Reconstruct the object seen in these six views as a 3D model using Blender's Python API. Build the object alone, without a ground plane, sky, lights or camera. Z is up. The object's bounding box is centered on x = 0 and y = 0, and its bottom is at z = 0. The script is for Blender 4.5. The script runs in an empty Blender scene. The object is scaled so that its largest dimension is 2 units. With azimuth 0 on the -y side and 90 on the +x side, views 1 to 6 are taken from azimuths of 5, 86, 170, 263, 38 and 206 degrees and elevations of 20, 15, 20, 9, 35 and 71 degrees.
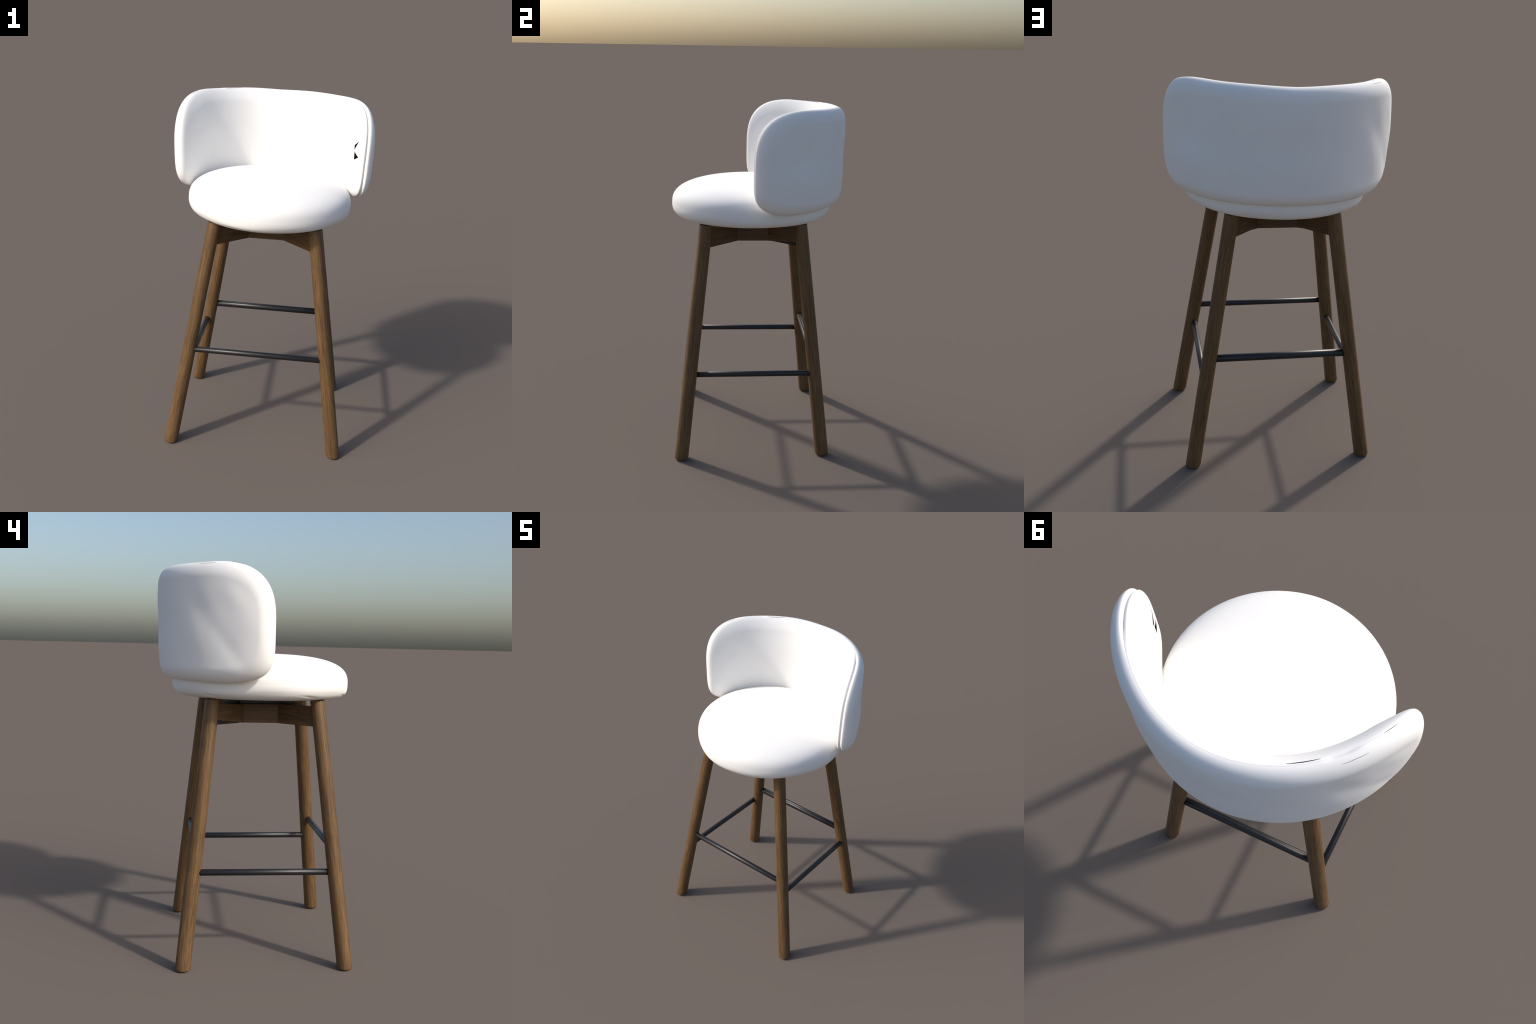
import bpy, bmesh, math
import numpy as np
from mathutils import Vector, Matrix
from mathutils.bvhtree import BVHTree

# ------------------------------------------------------------------ helpers
def spow(x, e):
    return np.sign(x) * np.abs(x) ** e

def mesh_object(name, verts, faces, parent, material, smooth=True, frame=None):
    """frame: 4x4 matrix of the object; verts are given in world space."""
    me = bpy.data.meshes.new(name)
    frame = frame or Matrix.Identity(4)
    inv = frame.inverted()
    me.from_pydata([tuple(inv @ Vector(v)) for v in verts], [], [tuple(f) for f in faces])
    bm = bmesh.new(); bm.from_mesh(me)
    bmesh.ops.recalc_face_normals(bm, faces=bm.faces)
    bm.to_mesh(me); bm.free()
    if smooth:
        me.polygons.foreach_set("use_smooth", [True] * len(me.polygons))
    me.materials.append(material)
    ob = bpy.data.objects.new(name, me)
    bpy.context.scene.collection.objects.link(ob)
    ob.parent = parent
    ob.matrix_world = frame
    return ob

def loft(rings, cap=True, close=True):
    """rings: list of equally long lists of points -> verts, faces"""
    n = len(rings[0]); verts = [p for r in rings for p in r]; faces = []
    for i in range(len(rings) - 1):
        for j in range(n if close else n - 1):
            k = (j + 1) % n
            faces.append((i*n + j, i*n + k, (i+1)*n + k, (i+1)*n + j))
    if cap:
        faces.append(tuple(range(n))[::-1])
        faces.append(tuple(range((len(rings)-1)*n, len(rings)*n)))
    return verts, faces

def axis_frame(a, b):
    a, b = Vector(a), Vector(b)
    q = (b - a).to_track_quat('Z', 'Y')
    return Matrix.Translation(a) @ q.to_matrix().to_4x4()

def bevel(ob, w, seg=2):
    m = ob.modifiers.new("bevel", 'BEVEL'); m.width = w; m.segments = seg
    m.limit_method = 'ANGLE'; m.angle_limit = math.radians(40)

# ---------------------------------------------------------------- materials
def new_mat(name):
    m = bpy.data.materials.new(name); m.use_nodes = True
    nt = m.node_tree
    return m, nt, nt.nodes["Principled BSDF"]

def node(nt, kind, **kw):
    n = nt.nodes.new(kind)
    for k, v in kw.items():
        if k in n.inputs: n.inputs[k].default_value = v
        else: setattr(n, k, v)
    return n

def fabric_material():
    m, nt, b = new_mat("white_upholstery")
    tc = node(nt, "ShaderNodeTexCoord")
    weave = node(nt, "ShaderNodeTexNoise", Scale=420.0, Detail=2.0)
    soft = node(nt, "ShaderNodeTexNoise", Scale=5.0, Detail=2.0)
    for t in (weave, soft): nt.links.new(tc.outputs["Object"], t.inputs["Vector"])
    ramp = node(nt, "ShaderNodeValToRGB")
    ramp.color_ramp.elements[0].position = 0.3; ramp.color_ramp.elements[0].color = (0.88, 0.868, 0.845, 1)
    ramp.color_ramp.elements[1].position = 0.7; ramp.color_ramp.elements[1].color = (0.90, 0.888, 0.866, 1)
    nt.links.new(soft.outputs["Fac"], ramp.inputs["Fac"])
    nt.links.new(ramp.outputs["Color"], b.inputs["Base Color"])
    b.inputs["Roughness"].default_value = 0.75
    b.inputs["Specular IOR Level"].default_value = 0.25
    bump = node(nt, "ShaderNodeBump", Strength=0.06, Distance=0.002)
    nt.links.new(weave.outputs["Fac"], bump.inputs["Height"])
    nt.links.new(bump.outputs["Normal"], b.inputs["Normal"])
    return m

def wood_material(name, along, tone=0.87):
    """walnut; 'along' = object axis the grain runs along"""
    m, nt, b = new_mat(name)
    tc = node(nt, "ShaderNodeTexCoord")
    def grain(cross, length, detail, rough=0.6):
        sc = [cross] * 3; sc[along] = length
        mp = node(nt, "ShaderNodeMapping"); mp.inputs["Scale"].default_value = sc
        nt.links.new(tc.outputs["Object"], mp.inputs["Vector"])
        t = node(nt, "ShaderNodeTexNoise", Scale=1.0, Detail=detail, Roughness=rough, Distortion=0.15)
        nt.links.new(mp.outputs["Vector"], t.inputs["Vector"])
        return t
    fine = grain(330, 11, 3); mid = grain(130, 4.5, 3); broad = grain(16, 1.6, 2)
    def ramp(src, c0, c1, p0, p1):
        r = node(nt, "ShaderNodeValToRGB")
        r.color_ramp.elements[0].position = p0; r.color_ramp.elements[0].color = (*c0, 1)
        r.color_ramp.elements[1].position = p1; r.color_ramp.elements[1].color = (*c1, 1)
        nt.links.new(src.outputs["Fac"], r.inputs["Fac"]); return r
    base = ramp(broad, [c*tone for c in (0.153, 0.085, 0.034)], [c*tone for c in (0.210, 0.122, 0.053)], 0.32, 0.70)
    streak = ramp(mid, (0.72, 0.70, 0.68), (1.14, 1.12, 1.07), 0.34, 0.66)
    pores = ramp(fine, (0.55, 0.52, 0.48), (1.15, 1.15, 1.15), 0.36, 0.60)
    def mul(a, c, f):
        x = node(nt, "ShaderNodeMix", data_type='RGBA', blend_type='MULTIPLY')
        x.inputs[0].default_value = f
        nt.links.new(a, x.inputs[6]); nt.links.new(c, x.inputs[7]); return x.outputs[2]
    col = mul(mul(base.outputs["Color"], streak.outputs["Color"], 0.9), pores.outputs["Color"], 0.9)
    nt.links.new(col, b.inputs["Base Color"])
    b.inputs["Roughness"].default_value = 0.48
    b.inputs["Specular IOR Level"].default_value = 0.36
    bump = node(nt, "ShaderNodeBump", Strength=0.15, Distance=0.002)
    nt.links.new(fine.outputs["Fac"], bump.inputs["Height"])
    nt.links.new(bump.outputs["Normal"], b.inputs["Normal"])
    return m

def metal_material():
    m, nt, b = new_mat("black_lacquered_steel")
    tc = node(nt, "ShaderNodeTexCoord")
    mp = node(nt, "ShaderNodeMapping"); mp.inputs["Scale"].default_value = (220, 220, 4)
    nt.links.new(tc.outputs["Object"], mp.inputs["Vector"])
    t = node(nt, "ShaderNodeTexNoise", Scale=1.0, Detail=2.0)
    nt.links.new(mp.outputs["Vector"], t.inputs["Vector"])
    r = node(nt, "ShaderNodeMapRange"); r.inputs["To Min"].default_value = 0.36; r.inputs["To Max"].default_value = 0.44
    nt.links.new(t.outputs["Fac"], r.inputs["Value"])
    nt.links.new(r.outputs["Result"], b.inputs["Roughness"])
    b.inputs["Base Color"].default_value = (0.011, 0.011, 0.012, 1)
    b.inputs["Specular IOR Level"].default_value = 0.55
    return m

def plain_material(name, col, rough, metallic=0.0):
    m, nt, b = new_mat(name)
    tc = node(nt, "ShaderNodeTexCoord")
    t = node(nt, "ShaderNodeTexNoise", Scale=60.0, Detail=3.0)
    nt.links.new(tc.outputs["Object"], t.inputs["Vector"])
    r = node(nt, "ShaderNodeValToRGB")
    r.color_ramp.elements[0].color = (*[c * 0.85 for c in col], 1)
    r.color_ramp.elements[1].color = (*[c * 1.15 for c in col], 1)
    nt.links.new(t.outputs["Fac"], r.inputs["Fac"])
    nt.links.new(r.outputs["Color"], b.inputs["Base Color"])
    b.inputs["Roughness"].default_value = rough; b.inputs["Metallic"].default_value = metallic
    return m

FABRIC = fabric_material()
WOOD_Z = wood_material("walnut_leg", 2)
WOOD_X = wood_material("walnut_board", 0, 0.62)  # tone lowered to bake the under-seat occlusion shade into the boards
STEEL = metal_material()
PLATE = plain_material("dark_plate", (0.012, 0.012, 0.013), 0.5)
HOLLOW = plain_material("matte_black", (0.006, 0.006, 0.006), 1.0)
HOLLOW.node_tree.nodes["Principled BSDF"].inputs["Specular IOR Level"].default_value = 0.0
SPACER = plain_material("grey_spacer", (0.075, 0.078, 0.082), 0.5)

# ---------------------------------------------------------------- bar stool
stool = bpy.data.objects.new("bar_stool", None)
bpy.context.scene.collection.objects.link(stool)
stool["label"] = "white upholstered bar stool with walnut legs and black footrests"
stool["category"] = "bar stool"

# --- seat: a soft round cushion, superelliptic section with a slack underside
S_FRONT, S_BACK, S_CY, S_RX, S_Z = -0.5075, 0.4277, -0.0489, 0.4699, 1.4224
UNDER = [(1.0, 0.0), (0.9985, -0.008), (0.996, -0.0166), (0.991, -0.0257), (0.983, -0.0342), (0.974, -0.0418),
         (0.963, -0.0485), (0.949, -0.0542), (0.934, -0.0590), (0.917, -0.0628), (0.898, -0.0658), (0.86, -0.0700),
         (0.80, -0.0740), (0.70, -0.0775), (0.50, -0.0795), (0.0, -0.0800)]
def seat_cushion():
    nt_ = 180
    prof = []
    for t in np.linspace(0.02, 1, 90):            # underside, centre to rim
        r = math.sin(t*math.pi/2)
        prof.append((r, float(np.interp(-r, [-u for u, _ in UNDER], [z for _, z in UNDER]))))
    zs = np.array([z for _, z in prof])           # soften the joints of the polyline
    for _ in range(3): zs[1:-1] = (zs[:-2]+2*zs[1:-1]+zs[2:])/4
    prof = [(r, z) for (r, _), z in zip(prof, zs)]
    for ph in np.linspace(0.03, math.pi/2-0.02, 56):
        e = 2/2.9337
        prof.append((math.cos(ph)**e, 0.1512*math.sin(ph)**e))
    rings = []
    for R, Z in prof:
        ring = []
        for j in range(nt_):
            a = 2*math.pi*j/nt_
            ca, sa = math.cos(a), math.sin(a)
            e = 2/2.0432 if sa > 0 else 2/1.9552
            x = S_RX*math.copysign(abs(ca)**e, ca)*R
            y = ((S_BACK-S_CY) if sa > 0 else (S_CY-S_FRONT))*math.copysign(abs(sa)**e, sa)*R
            z = Z + 0.0028*y - 0.0216*y*y
            # slack cloth low on the rim: shallow puckers and a few pinched creases
            low = math.exp(-((Z + 0.045)/0.022)**2) if R > 0.6 else 0
            k = 1 + low*(0.005*math.sin(3*a+0.7) + 0.004*math.sin(7*a+2.0))
            for a0, w in ((3.62, 0.10), (5.55, 0.09), (1.15, 0.09), (2.45, 0.07), (4.35, 0.12)):
                da = (a-a0+math.pi) % (2*math.pi) - math.pi
                k -= 0.012*math.exp(-(da/w)**2)*math.exp(-((Z+0.052+0.05*da)/0.0045)**2)*(R > 0.6)
            ring.append((x*k, S_CY + y*k, S_Z + z))
        rings.append(ring)
    v, f = loft(rings)
    return mesh_object("seat", v, f, stool, FABRIC)
seat_cushion()

# --- backrest: a panel wrapped round a half-elliptic plan curve,
#     made of two pillows (outer shell, inner cushion) meeting at a seam
B_A, B_Y0, B_B, B_N = 0.5457, -0.1897, 0.6289, 2.0106
B_S = 0.7809                           # half length along the curve
TOP0, TOP1, BOT0, BOT1 = 1.9866, 0.1486, 1.4389, -0.0283
E_TOP, E_BOT = 2.641, 5.3125
T_OUT, T_IN, R_RIM = 0.0539, 0.043, 0.0725
FLARE, BOW = 0.0304, 0.0064
_t = np.linspace(0, 2.0, 1500)
_x = B_A*spow(np.sin(_t), 2/B_N)
_y = B_Y0 + B_B*spow(np.cos(_t), 2/B_N)
_L = np.r_[0, np.cumsum(np.hypot(np.diff(_x), np.diff(_y)))]

def wrap(s, z, off):
    """panel coordinates (along, height, outward offset) -> space"""
    a = np.abs(s); d = 1e-3
    X, Y = np.interp(a, _L, _x), np.interp(a, _L, _y)
    tx, ty = np.interp(a+d, _L, _x)-X, np.interp(a+d, _L, _y)-Y
    n = np.hypot(tx, ty); nx, ny = -ty/n, tx/n
    o = off + FLARE*(z-1.65)
    return np.stack([np.where(s < 0, -1, 1)*(X+nx*o), Y+ny*o, z], -1)

def top_edge(u):
    return TOP0+0.006+TOP1*u**2.2+0.003*np.exp(-((u-0.2)/0.18)**2)-0.005*np.exp(-((u-0.52)/0.2)**2)

def panel_ring(phi, shrink, frac):
    """closed loop of the panel outline, shrunk by 'shrink' metres, scaled by frac"""
    e = np.where(np.sin(phi) > 0, 2/E_TOP, 2/E_BOT)
    s = (B_S-shrink)*spow(np.cos(phi), e)
    h = spow(np.sin(phi), e)
    u = np.abs(s)/B_S
    mid = (TOP0+BOT0)/2
    top = top_edge(u)-shrink; bot = BOT0+BOT1*u**2+shrink
    z = np.where(h > 0, mid+(top-mid)*h, mid+(mid-bot)*h)
    s = np.where(s > 0, s*1.005, s)          # right arm reaches a little further forward
    return s*frac, mid+(z-mid)*frac

def even_angles(n):
    """outline angles spaced evenly along the panel edge"""
    p = np.linspace(0, 2*np.pi, 20001)
    a, z = panel_ring(p, 0.03, 1.0)
    L = np.r_[0, np.cumsum(np.hypot(np.diff(a), np.diff(z)))]
    return np.interp(np.linspace(0, L[-1], n, endpoint=False), L, p)

def blob(s, z, s0, z0, ws, wz):
    return np.exp(-((s-s0)/ws)**2 - ((z-z0)/wz)**2)

def fold(s, z, s0, z0, width, length):
    """slanting fold: runs down and forward from (s0, z0) on the left arm"""
    across, along = 0.81*(s-s0)-0.58*(z-z0), -0.58*(s-s0)-0.81*(z-z0)
    return np.exp(-(across/width)**2-(along/length)**2)

def outer_belly(s, z):
    """bulge of the outer shell: fuller low on the right arm, loose lumpy cloth on the left"""
    b = BOW*(1-((z-1.65)/.33)**2)
    b = b + 0.0018*np.cos((z-1.60)/0.25*2*np.pi)*np.exp(-(s/0.22)**2)
    b = b + 0.013*blob(s, z, 0.47, 1.60, 0.13, 0.11)
    b = b + 0.006*blob(s, z, -0.68, 1.72, 0.08, 0.10)
    b = b - 0.0042*fold(s, z, -0.42, 1.79, 0.05, 0.10)
    b = b + 0.0036*fold(s, z, -0.40, 1.64, 0.065, 0.09) - 0.003*blob(s, z, 0.52, 1.72, 0.05, 0.05)
    b = b - 0.003*fold(s, z, -0.58, 1.60, 0.035, 0.12) + 0.003*fold(s, z, -0.60, 1.83, 0.04, 0.07)
    return b

def inner_belly(s, z):
    """plump inner cushion, fullest behind the sitter's upper back, thinner low down and at the arm tips"""
    u = np.abs(s)/B_S
    up = np.where(z > 1.80, np.exp(-((z-1.80)/0.16)**2), np.exp(-((z-1.80)/0.26)**2))
    b = 0.033*(1-u**4)*up
    return b - 0.010*np.clip((u-0.76)/0.2, 0, 1) - 0.009*blob(s, z, 0.55, 1.82, 0.12, 0.10)

def back_pillow(name, side, thick):
    phi = even_angles(420)
    sz = np.sin(phi)
    s0, z0 = panel_ring(phi, 0.0, 1.0)
    # seam: open down the front of the right arm, elsewhere drawn tight
    front = 1/(1+np.exp(-(s0-0.52)/0.035))
    depth = 0.0002 + 0.010*front + 0.007*np.exp(-((s0+0.42)/0.05)**4)*(sz > 0.2)
    gap = 0.0002 + 0.0008*front
    rings = []
    def add(shrink, off, frac=1.0, face=0.0):
        s, z = panel_ring(phi, shrink, frac)
        off = off + face*(outer_belly if side > 0 else inner_belly)(s, z)
        rings.append([tuple(p) for p in wrap(s, z, side*off)])
    add(0.075, gap, 0.03)
    for fr in np.linspace(0.1, 0.98, 20): add(0.075, gap, fr)
    add(0.045, gap)
    for q in np.linspace(0.0, math.pi/2, 26):
        off = np.maximum(gap, thick*math.sin(q))
        add(R_RIM*(1-math.cos(q)) + depth*np.exp(-(off/0.0075)**2), off, 1.0, math.sin(q)**3)
    for fr in np.linspace(0.97, 0.03, 36):
        add(R_RIM, thick, fr, 1.0)
    v, f = loft(rings)
    ob = mesh_object(name, v, f, backrest, FABRIC)
    ob.data.set_sharp_from_angle(angle=math.radians(72))
    return ob

def dark_sliver(s0, half, width, q):
    """darkness inside a seam gap, modelled as a raised black sliver on the rim, at rim angle q"""
    t = np.linspace(-1, 1, 25)
    # find the top-edge outline angles for these positions
    p = np.linspace(0.02, np.pi-0.02, 4000)
    sp_, _ = panel_ring(p, 0.0, 1.0)
    ph = np.interp(s0+half*t, sp_[::-1], p[::-1])
    w = width*(1-t**2)**0.8+0.0001
    th = T_OUT if q > 0 else T_IN
    off0 = th*math.sin(q); sh = R_RIM*(1-math.cos(q))
    rings = []
    for d, k in ((0.003, -1), (-0.0007, -1), (-0.0007, 1), (0.003, 1)):
        s, z = panel_ring(ph, sh+d, 1.0)
        rings.append([tuple(x) for x in wrap(s, z, off0+k*w)])
    v, f = loft([[r[i] for r in rings] for i in range(25)])
    return mesh_object("seam_shadow_sliver", v, f, backrest, PLATE, smooth=False)

def on_surface(tree, s, z):
    """point and normal of the inner cushion in front of panel position (s, z)"""
    a = Vector(wrap(np.array([s]), np.array([z]), -0.20)[0]); b = Vector(wrap(np.array([s]), np.array([z]), 0.0)[0])
    p, n, _, _ = tree.ray_cast(a, (b-a).normalized())
    if n.dot(b-a) > 0: n = -n
    return p, n

def hole_dark_patch(cushion, corners):
    """small black triangle lying on the inner cushion"""
    tree = BVHTree.FromObject(cushion, bpy.context.evaluated_depsgraph_get())
    edge = []
    for k in range(3):
        a, b = corners[k], corners[(k+1) % 3]
        edge += [on_surface(tree, a[0]+(b[0]-a[0])*m/6, a[1]+(b[1]-a[1])*m/6) for m in range(6)]
    v, f = loft([[tuple(p+n*lift) for p, n in edge] for lift in (-0.004, 0.0010)])
    return mesh_object("hole_dark_patch", v, f, backrest, HOLLOW, smooth=False)

backrest = bpy.data.objects.new("backrest", None)
bpy.context.scene.collection.objects.link(backrest); backrest.parent = stool
back_pillow("back_shell", +1, T_OUT)
cushion = back_pillow("back_cushion", -1, T_IN)
bpy.context.view_layer.update()
dark_sliver(-0.30, 0.055, 0.0014, -0.18)
dark_sliver(-0.60, 0.030, 0.0007, 0.0)
dark_sliver(-0.46, 0.045, 0.0004, 0.55)
hole_dark_patch(cushion, [(0.7331, 1.7932), (0.6889, 1.7638), (0.6921, 1.7368)])
hole_dark_patch(cushion, [(0.6956, 1.7282), (0.7431, 1.7019), (0.6975, 1.6805)])

# --- legs
LEG_TOP = 1.347
FEET = {  # foot on the ground, lean per metre of height
    "front_left": ((-0.4820, -0.4509), (0.1499, 0.1103)),
    "front_right": ((0.4866, -0.4510), (-0.1540, 0.1091)),
    "back_right": ((0.4600, 0.3722), (-0.1515, -0.1020)),
    "back_left": ((-0.4570, 0.3704), (0.1480, -0.1060)),
}
def leg_axis(which, z):
    foot, lean = FEET[which]
    return Vector((foot[0]+lean[0]*z, foot[1]+lean[1]*z, z))
def leg(which):
    prof = []
    rf, rt, rr, rc = 0.0395, 0.0372, 0.014, 0.004
    for a in np.linspace(0, math.pi/2, 7):
        prof.append((rr*(1-math.cos(a)), rf-rr+rr*math.sin(a)))
    for z in np.linspace(0.05, LEG_TOP-rc, 24):
        prof.append((z, rf+(rt-rf)*z/LEG_TOP))
    for a in np.linspace(0.3, math.pi/2, 4):
        prof.append((LEG_TOP-rc+rc*math.sin(a), rt-rc+rc*math.cos(a)))
    n = 40; rings = []
    for z, r in prof:
        c = leg_axis(which, z)
        rings.append([(c.x+r*math.cos(2*math.pi*j/n), c.y+r*math.sin(2*math.pi*j/n), z) for j in range(n)])
    v, f = loft(rings)
    fr = axis_frame(leg_axis(which, 0), leg_axis(which, 1))
    ob = mesh_object("leg", v, f, stool, WOOD_Z, frame=fr)
    # thin dark disc between leg and seat
    c = leg_axis(which, LEG_TOP)
    rings = [[(c.x+r*math.cos(2*math.pi*j/n), c.y+r*math.sin(2*math.pi*j/n), c.z+z) for j in range(n)]
             for z, r in ((-0.002, 0.030), (0.0015, 0.034), (0.010, 0.034))]
    v, f = loft(rings)
    mesh_object("dark_disc", v, f, ob, PLATE)
for which in FEET: leg(which)

# --- footrests: steel rods between the legs
def rod(name, a, b, r, groove=None):
    a, b = Vector(a), Vector(b)
    fr = axis_frame(a, b); n = 48; rings = []
    L = (b-a).length
    for t in (0, 0.002, L-0.002, L):
        rr = r-0.003 if t in (0, L) else r
        ring = []
        for j in range(n):
            w = 2*math.pi*j/n
            k = rr
            p = Vector((math.cos(w), math.sin(w), 0))
            d = (fr.to_3x3() @ p)
            if groove:
                g = Vector(groove).normalized()
                ang = math.acos(max(-1, min(1, d.dot(g))))
                k = rr-0.004*math.exp(-(ang/0.16)**2)
            ring.append(tuple(fr @ Vector((p.x*k, p.y*k, t))))
        rings.append(ring)
    v, f = loft(rings)
    ob = mesh_object(name, v, f, stool, STEEL, frame=fr)
    return ob
Zf, Zs = 0.592, 0.487
def x_at(which, z): return leg_axis(which, z).x
rod("footrest", (x_at("front_left", Zf), -0.394, Zf), (x_at("front_right", Zf), -0.394, Zf), 0.0165)
rod("footrest", (x_at("back_left", Zf), 0.308, Zf), (x_at("back_right", Zf), 0.308, Zf), 0.0200, groove=(0, -0.35, 1))
rod("footrest", (0.4006, -0.397, Zs), (0.3977, 0.320, Zs), 0.0165)
rod("footrest", (-0.4040, -0.397, Zs), (-0.3950, 0.320, Zs), 0.0165)

# --- frame under the seat: square hub of boards with four arms to the legs
HX, HY0, HY1, FB, FT = 0.117, -0.137, 0.071, 1.2155, 1.3140
frame = bpy.data.objects.new("seat_frame", None)
bpy.context.scene.collection.objects.link(frame); frame.parent = stool
def board(name, a, b, half_a, half_b, z0, z1, mat=None, rise=0.0):
    """upright board from a to b (plan points), half widths at both ends"""
    a, b = Vector((*a, 0)), Vector((*b, 0)); d = (b-a).normalized(); nrm = Vector((-d.y, d.x, 0))
    q = [a+nrm*half_a, b+nrm*half_b, b-nrm*half_b, a-nrm*half_a]
    low = (z0, z0+rise, z0+rise, z0)
    v, f = loft([[(p.x, p.y, z) for p, z in zip(q, low)], [(p.x, p.y, z1) for p in q]])
    ang = math.atan2(d.y, d.x)
    fr = Matrix.Translation((a.x, a.y, z0)) @ Matrix.Rotation(ang, 4, 'Z')
    ob = mesh_object(name, v, f, frame, mat or WOOD_X, smooth=False, frame=fr)
    bevel(ob, 0.0015)
    return ob
bt, hw = 0.012, 0.019        # board half thickness, arm half thickness
k = hw*math.sqrt(2)/2
fx, fy0, fy1 = HX+k, HY0-k, HY1+k
board("hub_board", (-HX+k, fy0+bt), (HX-k, fy0+bt), bt, bt, FB, FT)
board("hub_board", (HX-k, fy1-bt), (-HX+k, fy1-bt), bt, bt, FB, FT)
board("hub_board", (fx-bt, HY0+k), (fx-bt, HY1-k), bt, bt, FB, FT)
board("hub_board", (-fx+bt, HY1-k), (-fx+bt, HY0+k), bt, bt, FB, FT)
for which in FEET:
    c = leg_axis(which, 1.27)
    sx, s = math.copysign(1, c.x), math.copysign(1, c.y)
    h = Vector((sx*(HX-0.003), (HY0 if s < 0 else HY1)-s*0.003))
    if s < 0:
        board("arm", h, (c.x, c.y), hw, hw+0.002, FB-0.001, FT+0.001)
    else:
        # rear arms: underside cut away towards the leg, a thin web filling the cut
        arm = board("arm", h, (c.x, c.y), hw, hw+0.002, FB-0.001, FT+0.001, rise=0.028)
        d = Vector((c.x-h.x, c.y-h.y)).normalized(); out = Vector((sx*abs(d.y), -abs(d.x)))
        p0 = h+d*0.02; p1 = Vector((c.x, c.y))
        poly = [(p0, FB-0.001), (p1, FB-0.001), (p1, FB+0.032), (p0, FB+0.006)]
        for name, k0, k1, mat in (("web", -0.004, 0.004, WOOD_X), ("dark_wedge", 0.0044, 0.0064, PLATE)):
            rings = [[(p.x+out.x*t, p.y+out.y*t, z) for p, z in poly] for t in (k0, k1)]
            v, f = loft(rings)
            mesh_object(name, v, f, arm, mat, smooth=False)

# --- swivel plate between frame and seat
def slab(name, cx, cy, hx, hy, z0, z1, mat):
    v, f = loft([[(cx+hx*a, cy+hy*b, z) for a, b in ((-1,-1),(1,-1),(1,1),(-1,1))] for z in (z0, z1)])
    ob = mesh_object(name, v, f, frame, mat, smooth=False); bevel(ob, 0.001); return ob
slab("swivel_plate", 0, -0.045, 0.15, 0.20, 1.3149, 1.3168, PLATE)
slab("swivel_core", 0, -0.03, 0.12, 0.10, 1.3170, 1.3360, SPACER)
slab("swivel_plate", 0, -0.04, 0.15, 0.16, 1.3362, 1.3380, PLATE)
